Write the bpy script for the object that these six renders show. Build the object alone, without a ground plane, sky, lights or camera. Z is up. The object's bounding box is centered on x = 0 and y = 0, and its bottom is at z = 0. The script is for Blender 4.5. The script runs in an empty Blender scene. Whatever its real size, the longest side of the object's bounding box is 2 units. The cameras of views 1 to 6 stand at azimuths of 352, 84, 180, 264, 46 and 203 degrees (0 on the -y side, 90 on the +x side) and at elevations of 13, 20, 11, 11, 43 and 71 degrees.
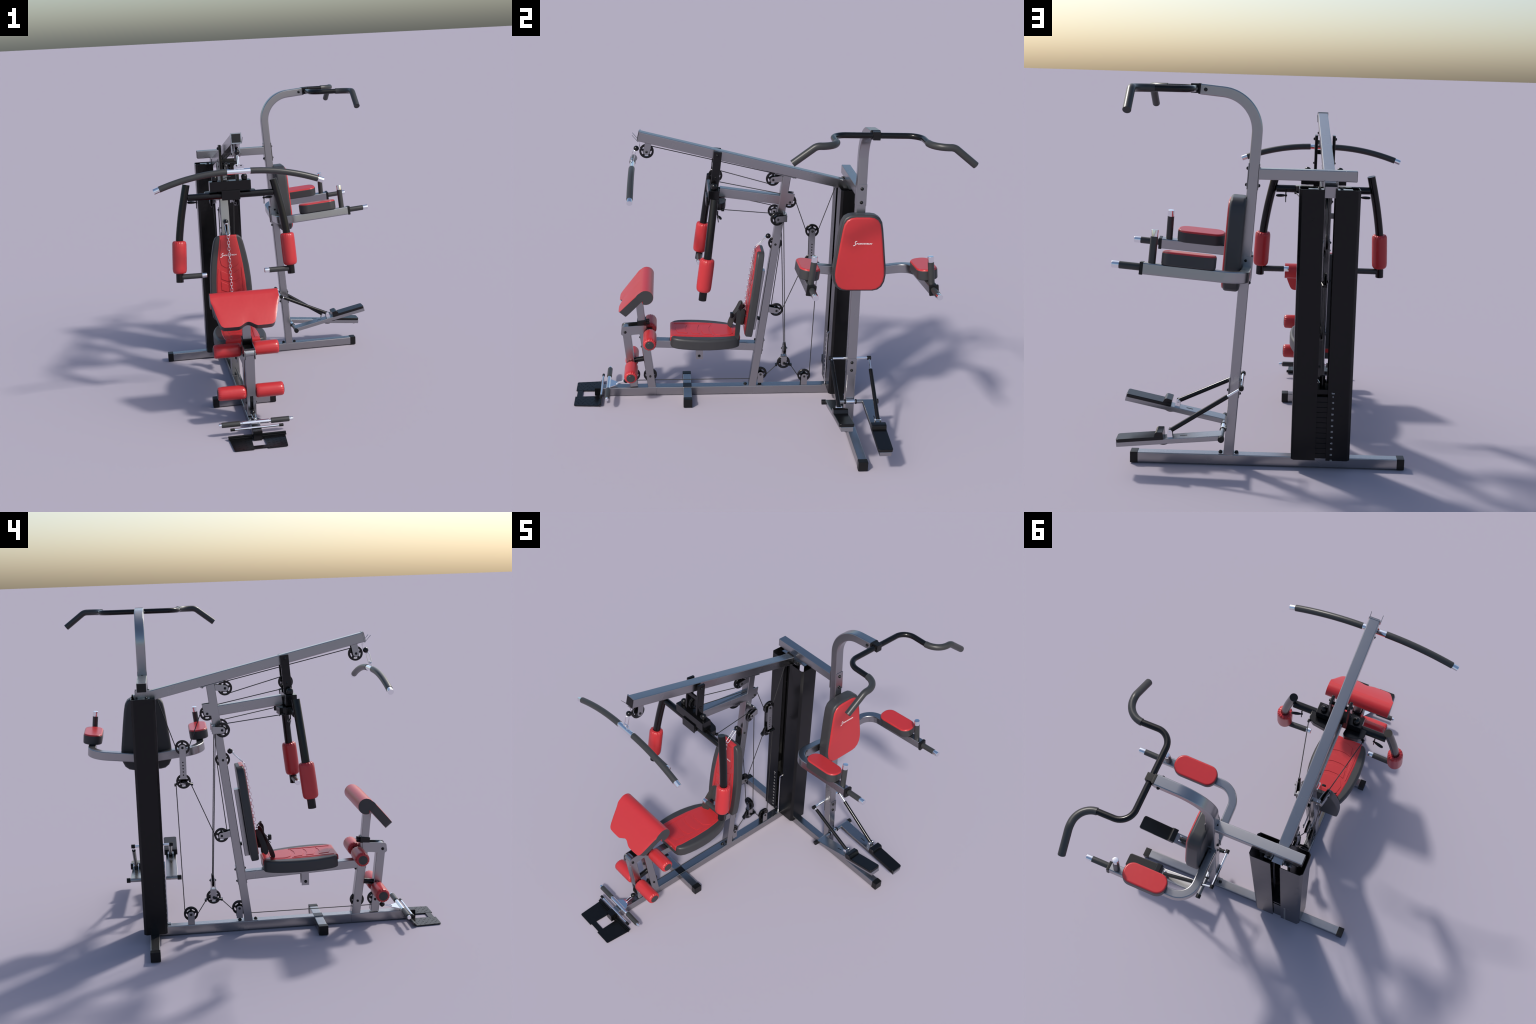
import bpy, bmesh, math, random
from mathutils import Vector, Matrix
random.seed(7)
V = Vector
XC = -0.24            # plane of symmetry of the training station
YC = 0.555            # plane of symmetry of the dip / pull-up station

# ------------------------------------------------------------------ materials
def new_mat(name, col, rough=0.5, metal=0.0, spec=0.5, coat=0.0):
    m = bpy.data.materials.new(name); m.use_nodes = True
    b = m.node_tree.nodes["Principled BSDF"]
    b.inputs["Base Color"].default_value = (*col, 1)
    b.inputs["Roughness"].default_value = rough
    b.inputs["Metallic"].default_value = metal
    b.inputs["Specular IOR Level"].default_value = spec
    if coat:
        b.inputs["Coat Weight"].default_value = coat
        b.inputs["Coat Roughness"].default_value = 0.15
    return m

def add_grain(m, scale, strength, dist=0.002, rough_var=0.0, stretch=(1, 1, 1), col_var=0.0):
    nt = m.node_tree; b = nt.nodes["Principled BSDF"]
    tc = nt.nodes.new("ShaderNodeTexCoord"); mp = nt.nodes.new("ShaderNodeMapping")
    mp.inputs["Scale"].default_value = stretch
    nz = nt.nodes.new("ShaderNodeTexNoise"); nz.inputs["Scale"].default_value = scale
    nz.inputs["Detail"].default_value = 3
    nt.links.new(tc.outputs["Object"], mp.inputs["Vector"]); nt.links.new(mp.outputs[0], nz.inputs["Vector"])
    if strength:
        bp = nt.nodes.new("ShaderNodeBump"); bp.inputs["Strength"].default_value = strength
        bp.inputs["Distance"].default_value = dist
        nt.links.new(nz.outputs["Fac"], bp.inputs["Height"]); nt.links.new(bp.outputs[0], b.inputs["Normal"])
    if rough_var:
        mr = nt.nodes.new("ShaderNodeMapRange"); r = b.inputs["Roughness"].default_value
        mr.inputs["To Min"].default_value = r - rough_var; mr.inputs["To Max"].default_value = r + rough_var
        nt.links.new(nz.outputs["Fac"], mr.inputs["Value"]); nt.links.new(mr.outputs[0], b.inputs["Roughness"])
    if col_var:
        c = b.inputs["Base Color"].default_value[:]
        cr = nt.nodes.new("ShaderNodeValToRGB")
        cr.color_ramp.elements[0].color = (*[k * (1 - col_var) for k in c[:3]], 1)
        cr.color_ramp.elements[1].color = (*[min(1, k * (1 + col_var)) for k in c[:3]], 1)
        nt.links.new(nz.outputs["Fac"], cr.inputs[0]); nt.links.new(cr.outputs[0], b.inputs["Base Color"])

M = {}
M['steel'] = new_mat("silver_painted_steel", (0.345, 0.345, 0.352), 0.27, 1.0); add_grain(M['steel'], 4, 0, rough_var=0.02)
M['red'] = new_mat("red_vinyl", (0.43, 0.027, 0.031), 0.29, 0, 0.42); add_grain(M['red'], 70, 0.16, 0.0012, 0.03, col_var=0.04)
M['grey'] = new_mat("charcoal_vinyl", (0.034, 0.034, 0.036), 0.42, 0, 0.4); add_grain(M['grey'], 260, 0.12, 0.0008, 0.04)
M['black'] = new_mat("black_gloss_enamel", (0.0032, 0.0032, 0.0036), 0.2, 0, 0.32); add_grain(M['black'], 40, 0, rough_var=0.03)
M['shroud'] = new_mat("black_sheet_metal", (0.0045, 0.0045, 0.005), 0.26, 0, 0.25); add_grain(M['shroud'], 30, 0, rough_var=0.03)
M['plastic'] = new_mat("black_plastic", (0.0028, 0.0029, 0.0032), 0.2, 0, 0.38); add_grain(M['plastic'], 200, 0.05, 0.0005)
M['cap'] = new_mat("black_rubber_cap", (0.0045, 0.0045, 0.005), 0.38, 0, 0.3); add_grain(M['cap'], 200, 0.05, 0.0005)
M['foam'] = new_mat("grey_foam_grip", (0.032, 0.033, 0.033), 0.36, 0, 0.4); add_grain(M['foam'], 500, 0.15, 0.0006)
M['chrome'] = new_mat("chrome", (0.85, 0.86, 0.88), 0.07, 1.0); add_grain(M['chrome'], 80, 0, rough_var=0.02)
M['cable'] = new_mat("black_cable_sheath", (0.02, 0.02, 0.02), 0.5); add_grain(M['cable'], 300, 0.1, 0.0003)
M['strap'] = new_mat("black_webbing", (0.032, 0.032, 0.032), 0.6, 0, 0.3); add_grain(M['strap'], 900, 0.3, 0.0004)
M['white'] = new_mat("white_print", (0.8, 0.8, 0.8), 0.5); add_grain(M['white'], 300, 0, rough_var=0.05)
M['tread'] = new_mat("tread_plate_black", (0.0032, 0.0033, 0.0038), 0.28, 0, 0.35); add_grain(M['tread'], 120, 0.2, 0.0008)
M['printgrey'] = new_mat("grey_print", (0.35, 0.35, 0.35), 0.5); add_grain(M['printgrey'], 300, 0, rough_var=0.05)

# ------------------------------------------------------------------ mesh helpers
ROOT = bpy.data.objects.new("multi_gym", None)
bpy.context.scene.collection.objects.link(ROOT)
ROOT.location = (0, 0, 0)
ROOT["label"] = "silver steel home multi gym with red pads and dip station"
ROOT["category"] = "exercise machine"

def finish(bm, name, mat, parent=None, angle=38, smooth=True, stuff=False):
    bmesh.ops.recalc_face_normals(bm, faces=bm.faces)
    lim = math.radians(angle)
    for f in bm.faces: f.smooth = smooth
    for e in bm.edges:
        if len(e.link_faces) == 2 and e.calc_face_angle(0) > lim: e.smooth = False
    bm.normal_update()
    cosl = math.cos(lim); normals = []
    area = {f: f.calc_area() for f in bm.faces}
    bm.verts.index_update()
    for f in bm.faces:
        for l in f.loops:
            acc = V((0, 0, 0))
            for g in l.vert.link_faces:
                if g is f or g.normal.dot(f.normal) > cosl: acc += g.normal * area[g]
            normals.append(acc.normalized() if acc.length > 0 else f.normal.copy())
    me = bpy.data.meshes.new(name); bm.to_mesh(me); bm.free()
    if smooth: me.normals_split_custom_set(normals)     # area-weighted: flat sides stay flat
    me.materials.append(M[mat] if isinstance(mat, str) else mat)
    return link(me, name, parent, stuff)

def link(me, name, parent=None, stuff=False):
    o = bpy.data.objects.new(name, me)
    bpy.context.scene.collection.objects.link(o)
    o.parent = parent or ROOT
    if stuff: o["kind"] = "stuff"
    return o

def add_box(bm, c, ax, half):
    X, Y, Z = [V(a) for a in ax]; c = V(c)
    vs = [bm.verts.new(c + X * half[0] * i + Y * half[1] * j + Z * half[2] * k)
          for i in (-1, 1) for j in (-1, 1) for k in (-1, 1)]
    fs = [(0, 1, 3, 2), (4, 6, 7, 5), (0, 4, 5, 1), (2, 3, 7, 6), (0, 2, 6, 4), (1, 5, 7, 3)]
    return [bm.faces.new([vs[i] for i in f]) for f in fs]

AX = ((1, 0, 0), (0, 1, 0), (0, 0, 1))

def bev(bm, r, seg=2, edges=None):
    if r > 0:
        bmesh.ops.bevel(bm, geom=edges if edges is not None else bm.edges[:], offset=r, segments=seg,
                        affect='EDGES', profile=0.5, clamp_overlap=True)

def box(name, lo, hi, mat, parent=None, r=0.003, seg=2):
    bm = bmesh.new(); lo, hi = V(lo), V(hi)
    add_box(bm, (lo + hi) / 2, AX, (hi - lo) / 2); bev(bm, r, seg)
    return finish(bm, name, mat, parent)

def obox(name, c, ax, half, mat, parent=None, r=0.003, seg=2):
    bm = bmesh.new(); add_box(bm, c, ax, half); bev(bm, r, seg)
    return finish(bm, name, mat, parent)

def beam(name, p0, p1, w, h, mat='steel', parent=None, side=(1, 0, 0), r=0.004, seg=3):
    """square tube from p0 to p1; w across `side`, h in the third direction"""
    p0, p1 = V(p0), V(p1); d = (p1 - p0).normalized(); s = V(side)
    s = (s - d * s.dot(d)).normalized(); n = d.cross(s)
    bm = bmesh.new(); add_box(bm, (p0 + p1) / 2, (d, s, n), ((p1 - p0).length / 2, w / 2, h / 2))
    long_edges = [e for e in bm.edges if abs((e.verts[0].co - e.verts[1].co).normalized().dot(d)) > 0.99]
    bev(bm, r, seg, long_edges)
    return finish(bm, name, mat, parent)

def basis(d):
    d = V(d).normalized(); a = V((0, 0, 1)) if abs(d.z) < 0.9 else V((1, 0, 0))
    u = d.cross(a).normalized(); return u, d.cross(u), d

def lathe_bm(bm, c, d, prof, n=24, wrinkle=None):
    """revolve (t along d, radius) profile; ends closed if radius 0"""
    c = V(c); u, v, d = basis(d); rings = []
    for t, r in prof:
        if r < 1e-6: rings.append([bm.verts.new(c + d * t)])
        else:
            ring = []
            for i in range(n):
                a = 2 * math.pi * i / n; dt, dr = wrinkle(t, r, a) if wrinkle else (0, 0)
                ring.append(bm.verts.new(c + d * (t + dt) + (u * math.cos(a) + v * math.sin(a)) * (r + dr)))
            rings.append(ring)
    for A, B in zip(rings, rings[1:]):
        for i in range(n):
            j = (i + 1) % n
            if len(A) == 1: bm.faces.new((A[0], B[j], B[i]))
            elif len(B) == 1: bm.faces.new((A[i], A[j], B[0]))
            else: bm.faces.new((A[i], A[j], B[j], B[i]))

def lathe(name, c, d, prof, mat, parent=None, n=24, wrinkle=None, angle=38):
    bm = bmesh.new(); lathe_bm(bm, c, d, prof, n, wrinkle)
    return finish(bm, name, mat, parent, angle)

def rod_prof(L, r, b=0.0015):
    return [(0, 0), (0, r - b), (b * .3, r - b * .3), (b, r), (L - b, r), (L - b * .3, r - b * .3), (L, r - b), (L, 0)]

def rod(name, p0, p1, r, mat, parent=None, n=20, b=0.0015):
    p0, p1 = V(p0), V(p1)
    return lathe(name, p0, p1 - p0, rod_prof((p1 - p0).length, r, b), mat, parent, n)

def rod_bm(bm, p0, p1, r, n=10):
    p0, p1 = V(p0), V(p1); L = (p1 - p0).length
    lathe_bm(bm, p0, p1 - p0, [(0, 0), (0, r), (L, r), (L, 0)], n)

def ball(name, c, r, mat, parent=None, n=20):
    prof = [(-r * math.cos(math.pi * i / 12), r * math.sin(math.pi * i / 12)) for i in range(13)]
    return lathe(name, c, (0, 0, 1), prof, mat, parent, n)

def fillet(pts, rad, seg=10):
    pts = [V(p) for p in pts]; out = [pts[0]]
    if not isinstance(rad, (list, tuple)): rad = [rad] * (len(pts) - 2)
    for i in range(1, len(pts) - 1):
        a, b, c = pts[i - 1], pts[i], pts[i + 1]; r = rad[i - 1]
        u, w = (a - b).normalized(), (c - b).normalized()
        turn = math.pi - u.angle(w)
        if turn < 1e-3 or r <= 0: out.append(b); continue
        tl = min(r * math.tan(turn / 2), 0.8 * (a - b).length if i > 1 else 0.98 * (a - b).length,
                 0.8 * (c - b).length if i < len(pts) - 2 else 0.98 * (c - b).length)
        r = tl / math.tan(turn / 2)
        cen = b + (u + w).normalized() * (r / math.cos(turn / 2))
        s, e = b + u * tl - cen, b + w * tl - cen
        ax = s.cross(e).normalized()
        for k in range(seg + 1):
            out.append(cen + Matrix.Rotation(turn * k / seg, 3, ax) @ s)
    out.append(pts[-1]); return out

def sweep_bm(bm, path, prof, side=None, closed=False):
    """sweep a closed 2D profile (a,b): a along side, b along tangent x side"""
    path = [V(p) for p in path]; rings = []; n = len(path); prev = None
    for i, p in enumerate(path):
        if closed: t = (path[(i + 1) % n] - path[i - 1]).normalized()
        else:
            t = V((0, 0, 0))
            if i > 0: t += (p - path[i - 1]).normalized()
            if i < n - 1: t += (path[i + 1] - p).normalized()
            t.normalize()
        s = V(side) if side is not None else (prev if prev is not None else basis(t)[0])
        s = (s - t * s.dot(t)).normalized(); prev = s; b = t.cross(s)
        k = 1.0
        if not closed and 0 < i < n - 1:
            k = 1 / max(0.5, math.cos((path[i + 1] - p).angle(p - path[i - 1]) / 2))
        rings.append([bm.verts.new(p + s * q[0] + b * q[1] * (k if side is not None else 1)) for q in prof])
    m = len(prof)
    for i in range(n if closed else n - 1):
        A, B = rings[i], rings[(i + 1) % n]
        for j in range(m): bm.faces.new((A[j], A[(j + 1) % m], B[(j + 1) % m], B[j]))
    if not closed:
        bm.faces.new(rings[0][::-1]); bm.faces.new(rings[-1])

def circle(r, n=14): return [(r * math.cos(2 * math.pi * i / n), r * math.sin(2 * math.pi * i / n)) for i in range(n)]

def round_poly(pts, r, seg=6):
    n = len(pts); out = []; rr = r if isinstance(r, (list, tuple)) else [r] * n
    for i in range(n):
        a, b, c = V((*pts[i - 1], 0)), V((*pts[i], 0)), V((*pts[(i + 1) % n], 0))
        if rr[i] <= 0: out.append((b.x, b.y)); continue
        m0, m1 = (a + b) / 2, (b + c) / 2
        f = fillet([m0, b, m1], rr[i], seg)
        out += [(p.x, p.y) for p in f[1:-1]]
    return out

def rrect(w, h, r, seg=4): return round_poly([(-w / 2, -h / 2), (w / 2, -h / 2), (w / 2, h / 2), (-w / 2, h / 2)], r, seg)

def pipe(name, path, r, mat, parent=None, n=16, stuff=False):
    bm = bmesh.new(); sweep_bm(bm, path, circle(r, n)); return finish(bm, name, mat, parent, 50, stuff=stuff)

def rect_pipe(name, path, w, h, mat, side, parent=None, r=0.006):
    bm = bmesh.new(); sweep_bm(bm, path, rrect(w, h, r), side); return finish(bm, name, mat, parent, 40)

def slab_bm(bm, pts, o, U, W, N, n0, n1, top_r=0.0, bot_r=0.0, seg=3):
    """extrude 2D outline pts (in U,W) from n0 to n1 along N with rounded rims"""
    o, U, W, N = V(o), V(U), V(W), V(N)
    A = [bm.verts.new(o + U * p[0] + W * p[1] + N * n0) for p in pts]
    B = [bm.verts.new(o + U * p[0] + W * p[1] + N * n1) for p in pts]
    n = len(pts); fa = bm.faces.new(A[::-1]); fb = bm.faces.new(B)
    for i in range(n): bm.faces.new((A[i], A[(i + 1) % n], B[(i + 1) % n], B[i]))
    bmesh.ops.recalc_face_normals(bm, faces=bm.faces)
    ea, eb = fa.edges[:], fb.edges[:]
    if top_r: bev(bm, top_r, seg, eb)
    if bot_r: bev(bm, bot_r, seg, [e for e in ea if e.is_valid])

def slab(name, pts, o, U, W, N, n0, n1, mat, parent=None, top_r=0.0, bot_r=0.0, seg=3, angle=38):
    bm = bmesh.new(); slab_bm(bm, pts, o, U, W, N, n0, n1, top_r, bot_r, seg)
    return finish(bm, name, mat, parent, angle)

def spline(pts, per=8):
    """Catmull-Rom through points"""
    P = [V(p) for p in pts]; P = [2 * P[0] - P[1]] + P + [2 * P[-1] - P[-2]]; out = []
    for i in range(1, len(P) - 2):
        for k in range(per):
            t = k / per; a, b, c, d = P[i - 1:i + 3]
            out.append(0.5 * ((2 * b) + (c - a) * t + (2 * a - 5 * b + 4 * c - d) * t * t + (3 * b - a - 3 * c + d) * t ** 3))
    out.append(P[-2]); return out

def text(name, body, size, o, U, W, N, mat='white', parent=None, shear=0.0, bold=0.0, width=None, align='LEFT', xs=1.0):
    cu = bpy.data.curves.new(name, 'FONT'); cu.body = body; cu.size = size; cu.shear = shear
    cu.offset = bold; cu.extrude = 0.0004; cu.align_x = align
    t = bpy.data.objects.new(name, cu); bpy.context.scene.collection.objects.link(t)
    bpy.context.view_layer.update()
    me = bpy.data.meshes.new_from_object(t.evaluated_get(bpy.context.evaluated_depsgraph_get()))
    bpy.data.objects.remove(t)
    if width:
        xx = [v.co.x for v in me.vertices]; xs = width / (max(xx) - min(xx)); x0 = min(xx)
    else: x0 = 0
    U, W, N, o = V(U), V(W), V(N), V(o)
    for v in me.vertices:
        c = v.co.copy(); v.co = o + U * (c.x - x0) * xs + W * c.y + N * c.z
    me.materials.clear(); me.materials.append(M[mat])
    return link(me, name, parent)

# ------------------------------------------------------------------ repeated small parts
def bolt_mesh():
    bm = bmesh.new()
    lathe_bm(bm, (0, 0, 0), (0, 0, 1), [(-0.001, 0), (-0.001, .0085), (.0015, .0085), (.0018, .0068), (.005, .0062), (.007, .004), (.0075, 0)], 12)
    o = finish(bm, "bolt", 'plastic'); me = o.data; bpy.data.objects.remove(o); return me
BOLT = bolt_mesh()
def bolt(p, d, parent=None, s=1.0):
    o = link(BOLT, "bolt", parent)
    w = Matrix.Translation(V(p)) @ V((0, 0, 1)).rotation_difference(V(d).normalized()).to_matrix().to_4x4() @ Matrix.Scale(s, 4)
    o.matrix_basis = (parent.matrix_basis.inverted() @ w) if parent else w
    return o

PR = 0.039
def pulley_mesh():
    bm = bmesh.new(); w = .0065
    # grooved rim
    prof = [(-w, .028), (-w, PR - .001), (-w + .001, PR), (-w + .002, PR), (0, PR - .006), (w - .002, PR), (w - .001, PR), (w, PR - .001), (w, .028)]
    n = 40; rings = []
    for t, r in prof: rings.append([bm.verts.new((t, r * math.cos(2 * math.pi * i / n), r * math.sin(2 * math.pi * i / n))) for i in range(n)])
    for k in range(len(rings)):
        A, B = rings[k], rings[(k + 1) % len(rings)]
        for i in range(n): bm.faces.new((A[i], A[(i + 1) % n], B[(i + 1) % n], B[i]))
    # hub and spokes
    lathe_bm(bm, (-.006, 0, 0), (1, 0, 0), [(0, 0), (0, .021), (.012, .021), (.012, 0)], 24)
    for k in range(5):
        a = 2 * math.pi * k / 5 + .3; d = V((0, math.cos(a), math.sin(a))); s = V((0, -math.sin(a), math.cos(a)))
        add_box(bm, d * .0245, (V((1, 0, 0)), d, s), (.004, .006, .006))
    o = finish(bm, "pulley", 'plastic'); me = o.data; bpy.data.objects.remove(o); return me
PULLEY = pulley_mesh()
def pulley(y, z, x=XC, axis=(1, 0, 0), parent=None, bolts=True, hw=.022):
    o = link(PULLEY, "pulley", parent)
    o.matrix_basis = Matrix.Translation((x, y, z)) @ V((1, 0, 0)).rotation_difference(V(axis)).to_matrix().to_4x4()
    if bolts:
        for s in (-1, 1): bolt(V((x, y, z)) + V(axis) * s * hw, V(axis) * s, o, .8)
    return o

def fork(start, cen, w, x=XC, hw=.020, mat='steel', t=.0035, name="pulley_bracket", parent=None, tip=.017):
    """two parallel plates carrying a pulley: straight from `start` (y,z), round about `cen`"""
    s, c = V((0, *start)), V((0, *cen)); d = (c - s).normalized(); p = V((0, -d.z, d.y))
    L = (c - s).length
    pts = [(0, -w / 2), (L, -w / 2)] + [(L + tip * math.sin(a) , -w / 2 * math.cos(a)) for a in [math.pi * i / 10 for i in range(1, 10)]] + [(L, w / 2), (0, w / 2)]
    bm = bmesh.new()
    for sg in (-1, 1):
        slab_bm(bm, pts, V((x, 0, 0)) + s + V((sg * hw, 0, 0)) - V((t / 2, 0, 0)), d, p, V((1, 0, 0)), 0, t)
    return finish(bm, name, mat, parent)

def foam_bar(name, p0, p1, r, mat='foam', parent=None): return rod(name, p0, p1, r, mat, parent, 24, .003)

# ================================================================== BASE FRAME
HW = .026
rail = beam("base_rail", (XC, -.5218, .0265), (XC, .535, .0265), .052, .051)
beam("nose_rail", (XC, -.842, .0268), (XC, -.5225, .0268), .0524, .0514, parent=rail)
foot = beam("cross_foot", (-.423 + .01, -.341, .0255), (-.057 - .01, -.341, .0255), .048, .047, side=(0, 1, 0))
for a, b in ((-.4235, -.388), (-.092, -.0565)): box("end_cap", (a, -.3665, 0), (b, -.3155, .0515), 'cap', foot, .003)
box("dark_square", (XC - .0253, -.3663, .0505), (XC + .0253, -.3157, .0535), 'black', foot, .0008)
rear = beam("stabilizer_foot", (-.62, .5565, .0265), (.635, .5565, .0265), .048, .049, side=(0, 1, 0))
for a, b in ((-.6305, -.595), (.610, .6465)): box("end_cap", (a, .5305, 0), (b, .5825, .053), 'cap', rear, .003)

# main sloping upright
up0, up1 = V((XC, .046, .052)), V((XC, .201, 1.352))
upright = beam("upright", up0, up1, .0515, .045)
box("base_flange", (XC - .025, -.006, .051), (XC + .025, .104, .0548), 'steel', upright, .001)
for y in (.006, .093): bolt((XC, y, .0555), (0, 0, 1), upright, 1.25)
def upc(z): return .046 + (z - .052) * (.155 / 1.3)
UPN = V((0, -1, .119)).normalized()     # forward normal of the upright
UPT = V((0, .119, 1)).normalized()
for z in (.30, .345):
    pass
# seat-rail bracket wrapped on the upright
for sg in (-1, 1):
    obox("bracket_plate", V((XC, upc(.315), .315)) + UPN * sg * .0235, (V((1, 0, 0)), UPT, UPN), (.0265, .05, .0018), 'steel', upright, .0008)
    for z in (.28, .345):
        for xx in (0,): bolt(V((XC + .0 * sg, upc(z), z)) + UPN * sg * .0255, UPN * sg, upright, .9)
obox("bracket_plate", V((XC, upc(.42), .42)) + UPN * .0235, (V((1, 0, 0)), UPT, UPN), (.0268, .06, .0018), 'steel', upright, .0008)
obox("adjuster_stop", V((XC, upc(.482), .482)) + UPN * .028, (V((1, 0, 0)), UPT, UPN), (.012, .008, .004), 'cap', upright, .001)

# top beam
def tz(y): return 1.594 - .2283 * (y + .610)
TB = V((0, 1, -.2283)).normalized(); TBN = V((0, .2283, 1)).normalized()
b0 = V((XC, -.610, 1.594)) - TBN * .0265; b1 = V((XC, .603, tz(.603))) - TBN * .0265
topbeam = beam("overhead_beam", b0, b1, .053, .052)
obox("beam_end_plug", b0 - TB * .0005, (V((1, 0, 0)), TB, TBN), (.0235, .002, .0228), 'cap', topbeam, .001)
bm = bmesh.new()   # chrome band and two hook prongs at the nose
for s in (-1, 1):
    add_box(bm, b0 + V((s * .0282, 0, 0)) + TB * .004, (V((1, 0, 0)), TB, TBN), (.0012, .003, .0275))
    rod_bm(bm, b0 + V((s * .0282, 0, 0)) - TBN * .026 + TB * .003, V((XC + s * .030, -.648, 1.576)), .0014, 8)
add_box(bm, b0 + TBN * .0275 + TB * .004, (V((1, 0, 0)), TB, TBN), (.0285, .003, .0012))
add_box(bm, b0 - TBN * .0275 + TB * .004, (V((1, 0, 0)), TB, TBN), (.0285, .003, .0012))
finish(bm, "nose_hook", 'steel', topbeam)
# flange where the upright meets the beam
yf = .205
obox("joint_flange", V((XC, yf, tz(yf))) - TBN * .0545, (V((1, 0, 0)), TB, TBN), (.0275, .062, .002), 'steel', topbeam, .0008)
for dy in (-.045, .05): bolt(V((XC, yf + dy, tz(yf + dy))) - TBN * .057, -TBN, topbeam, .9)

# rear crossbar and saddle on the weight tower
cross = beam("crossbar", (-.3545, .555, 1.3615), (.078, .555, 1.3615), .052, .049, side=(0, 1, 0))
obox("end_plug", (-.3552, .555, 1.3615), AX, (.001, .0235, .022), 'cap', cross, .0005)
bm = bmesh.new()
for s in (-1, 1):
    add_box(bm, (XC + s * .0295, .555, 1.318), AX, (.0018, .038, .0225))
    add_box(bm, (XC + s * .048, .555, 1.2985), AX, (.020, .038, .0018))
    add_box(bm, (XC + s * .07, .56, 1.3005), AX, (.028, .018, .0015))
sad = finish(bm, "saddle_bracket", 'steel')
for s in (-1, 1):
    for y in (.535, .585): bolt((XC + s * .049, y, 1.3005), (0, 0, 1), sad)

# ================================================================== WEIGHT TOWER
SX = -.2365
def shroud_half(sg):
    t = .003; y0, y1 = .490, .614
    outer = [(.0245, y0), (.123, y0), (.1355, y0 + .0125), (.1355, y1 - .0125), (.123, y1), (.0245, y1)]
    inner = [(.0245, y1 - t), (.1217, y1 - t), (.1325, y1 - .0138), (.1325, y0 + .0138), (.1217, y0 + t), (.0245, y0 + t)]
    pts = [(SX + sg * p[0], p[1]) for p in outer + inner]
    if sg < 0: pts = pts[::-1]
    return slab("tower_shroud", pts, (0, 0, 0), (1, 0, 0), (0, 1, 0), (0, 0, 1), .05, 1.304, 'shroud', angle=30)
sh = [shroud_half(1), shroud_half(-1)]
stack = None
for k in range(12):
    z0 = .057 + k * .0248
    o = box("weight_plate", (SX - .105, .503, z0), (SX + .105, .606, z0 + .0242), 'shroud', stack, .0012, 1)
    stack = stack or o
box("weight_carriage", (SX - .10, .506, .366), (SX + .10, .603, .388), 'shroud', stack, .002)
rod("carriage_stem", (SX, .555, .38), (SX, .555, .44), .012, 'black', stack)
for s in (-1, 1): rod("guide_rod", (XC + s * .041, .553, .35), (XC + s * .041, .553, 1.298), .0065, 'black', stack)
pipe("selector_rod", fillet([(-.230, .4875, .054), (-.231, .4875, .372), (-.212, .4875, .402)], .008, 5), .0042, 'chrome', stack, 10)
box("rod_clip", (-.236, .470, .052), (-.215, .489, .058), 'steel', stack, .001)
nums = ["5", "10", "15", "20", "25", "30", "35", "40", "45", "50", "55", "60"]
for N, U, y in ((V((0, 1, 0)), V((-1, 0, 0)), .6142), (V((0, -1, 0)), V((1, 0, 0)), .4898)):
    for k, b in enumerate(["kgs"] + nums):
        z = .375 if k == 0 else .358 - (k - 1) * .0279
        text("weight_number", b, .0105, (-.285, y, z - .003), U, (0, 0, 1), N, 'printgrey', sh[1], 0, .0003, None, 'CENTER')

# ================================================================== PULLEYS + BRACKETS
PF, PY, PB, PM = (-.5715, 1.4825), (-.196, 1.3495), (.125, 1.331), (.2235, 1.2025)
PUF, PUL, PA, PMP = (.361, 1.0275), (.3635, .845), (.151, .952), (.174, .539)
PLF, PLU, PRB, PUB, PFP, PLP = (.2315, .196), (.232, .248), (.3585, .108), (.094, .1255), (-.560, .1255), (-.658, .127)
fork((PF[0] + .010, PF[1] + .05), PF, .034)
pulley(*PF)
fork((.178, 1.338), PB, .032); pulley(*PB)
bm = bmesh.new()   # square tab plates behind the upright
for s in (-1, 1):
    slab_bm(bm, round_poly([(.185, 1.196), (.238, 1.19), (.249, 1.251), (.19, 1.258)], [0, .012, .002, 0]), (XC + s * .0235, 0, 0), (0, 1, 0), (0, 0, 1), (1, 0, 0), -.002, .002)
finish(bm, "pulley_bracket", 'steel'); pulley(*PM, hw=.026)
pulley(*PA, hw=.026)
fork((.122, .549), PMP, .034); pulley(*PMP)
fork((.0945, .0705), (PUB[0], PUB[1]), .034, tip=.015); pulley(*PUB)
fork((PRB[0], .050), PRB, .036); pulley(*PRB)
pulley(*PFP, hw=.027); pulley(*PLP, hw=.027)
# long adjustable link between two floating pulleys
link_plates = fork((PUF[0] + .0025, .84), PUF, .034, hw=.015)
lo = fork((PUL[0], .86), PUL, .034, hw=.015, parent=link_plates, name="link_end")
bm = bmesh.new()
for i in range(5):
    for s in (-1, 1): lathe_bm(bm, (XC + s * .0168, .3625, .882 + i * .017), (s, 0, 0), [(0, 0), (0, .0038), (.0006, .0038), (.0006, 0)], 12)
finish(bm, "adjuster_holes", 'cap', link_plates, stuff=True)
pulley(*PUF, hw=.017); pulley(*PUL, hw=.017)
def guard(c, sgn):
    """cable guard: arms slanting down both sides of a floating pulley"""
    bm = bmesh.new()
    for sx in (-1, 1):
        a = V((XC + sx * .021, c[0], c[1])); b = V((XC + sx * .009, c[0] + sx * .044, c[1] - .017))
        rod_bm(bm, a - (b - a) * .05, b + (b - a) * .04, .0062, 10)
        add_box(bm, (XC, c[0] + sx * .044, c[1] - .017), AX, (.009, .0055, .0065))
    return finish(bm, "cable_guard", 'plastic')
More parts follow.
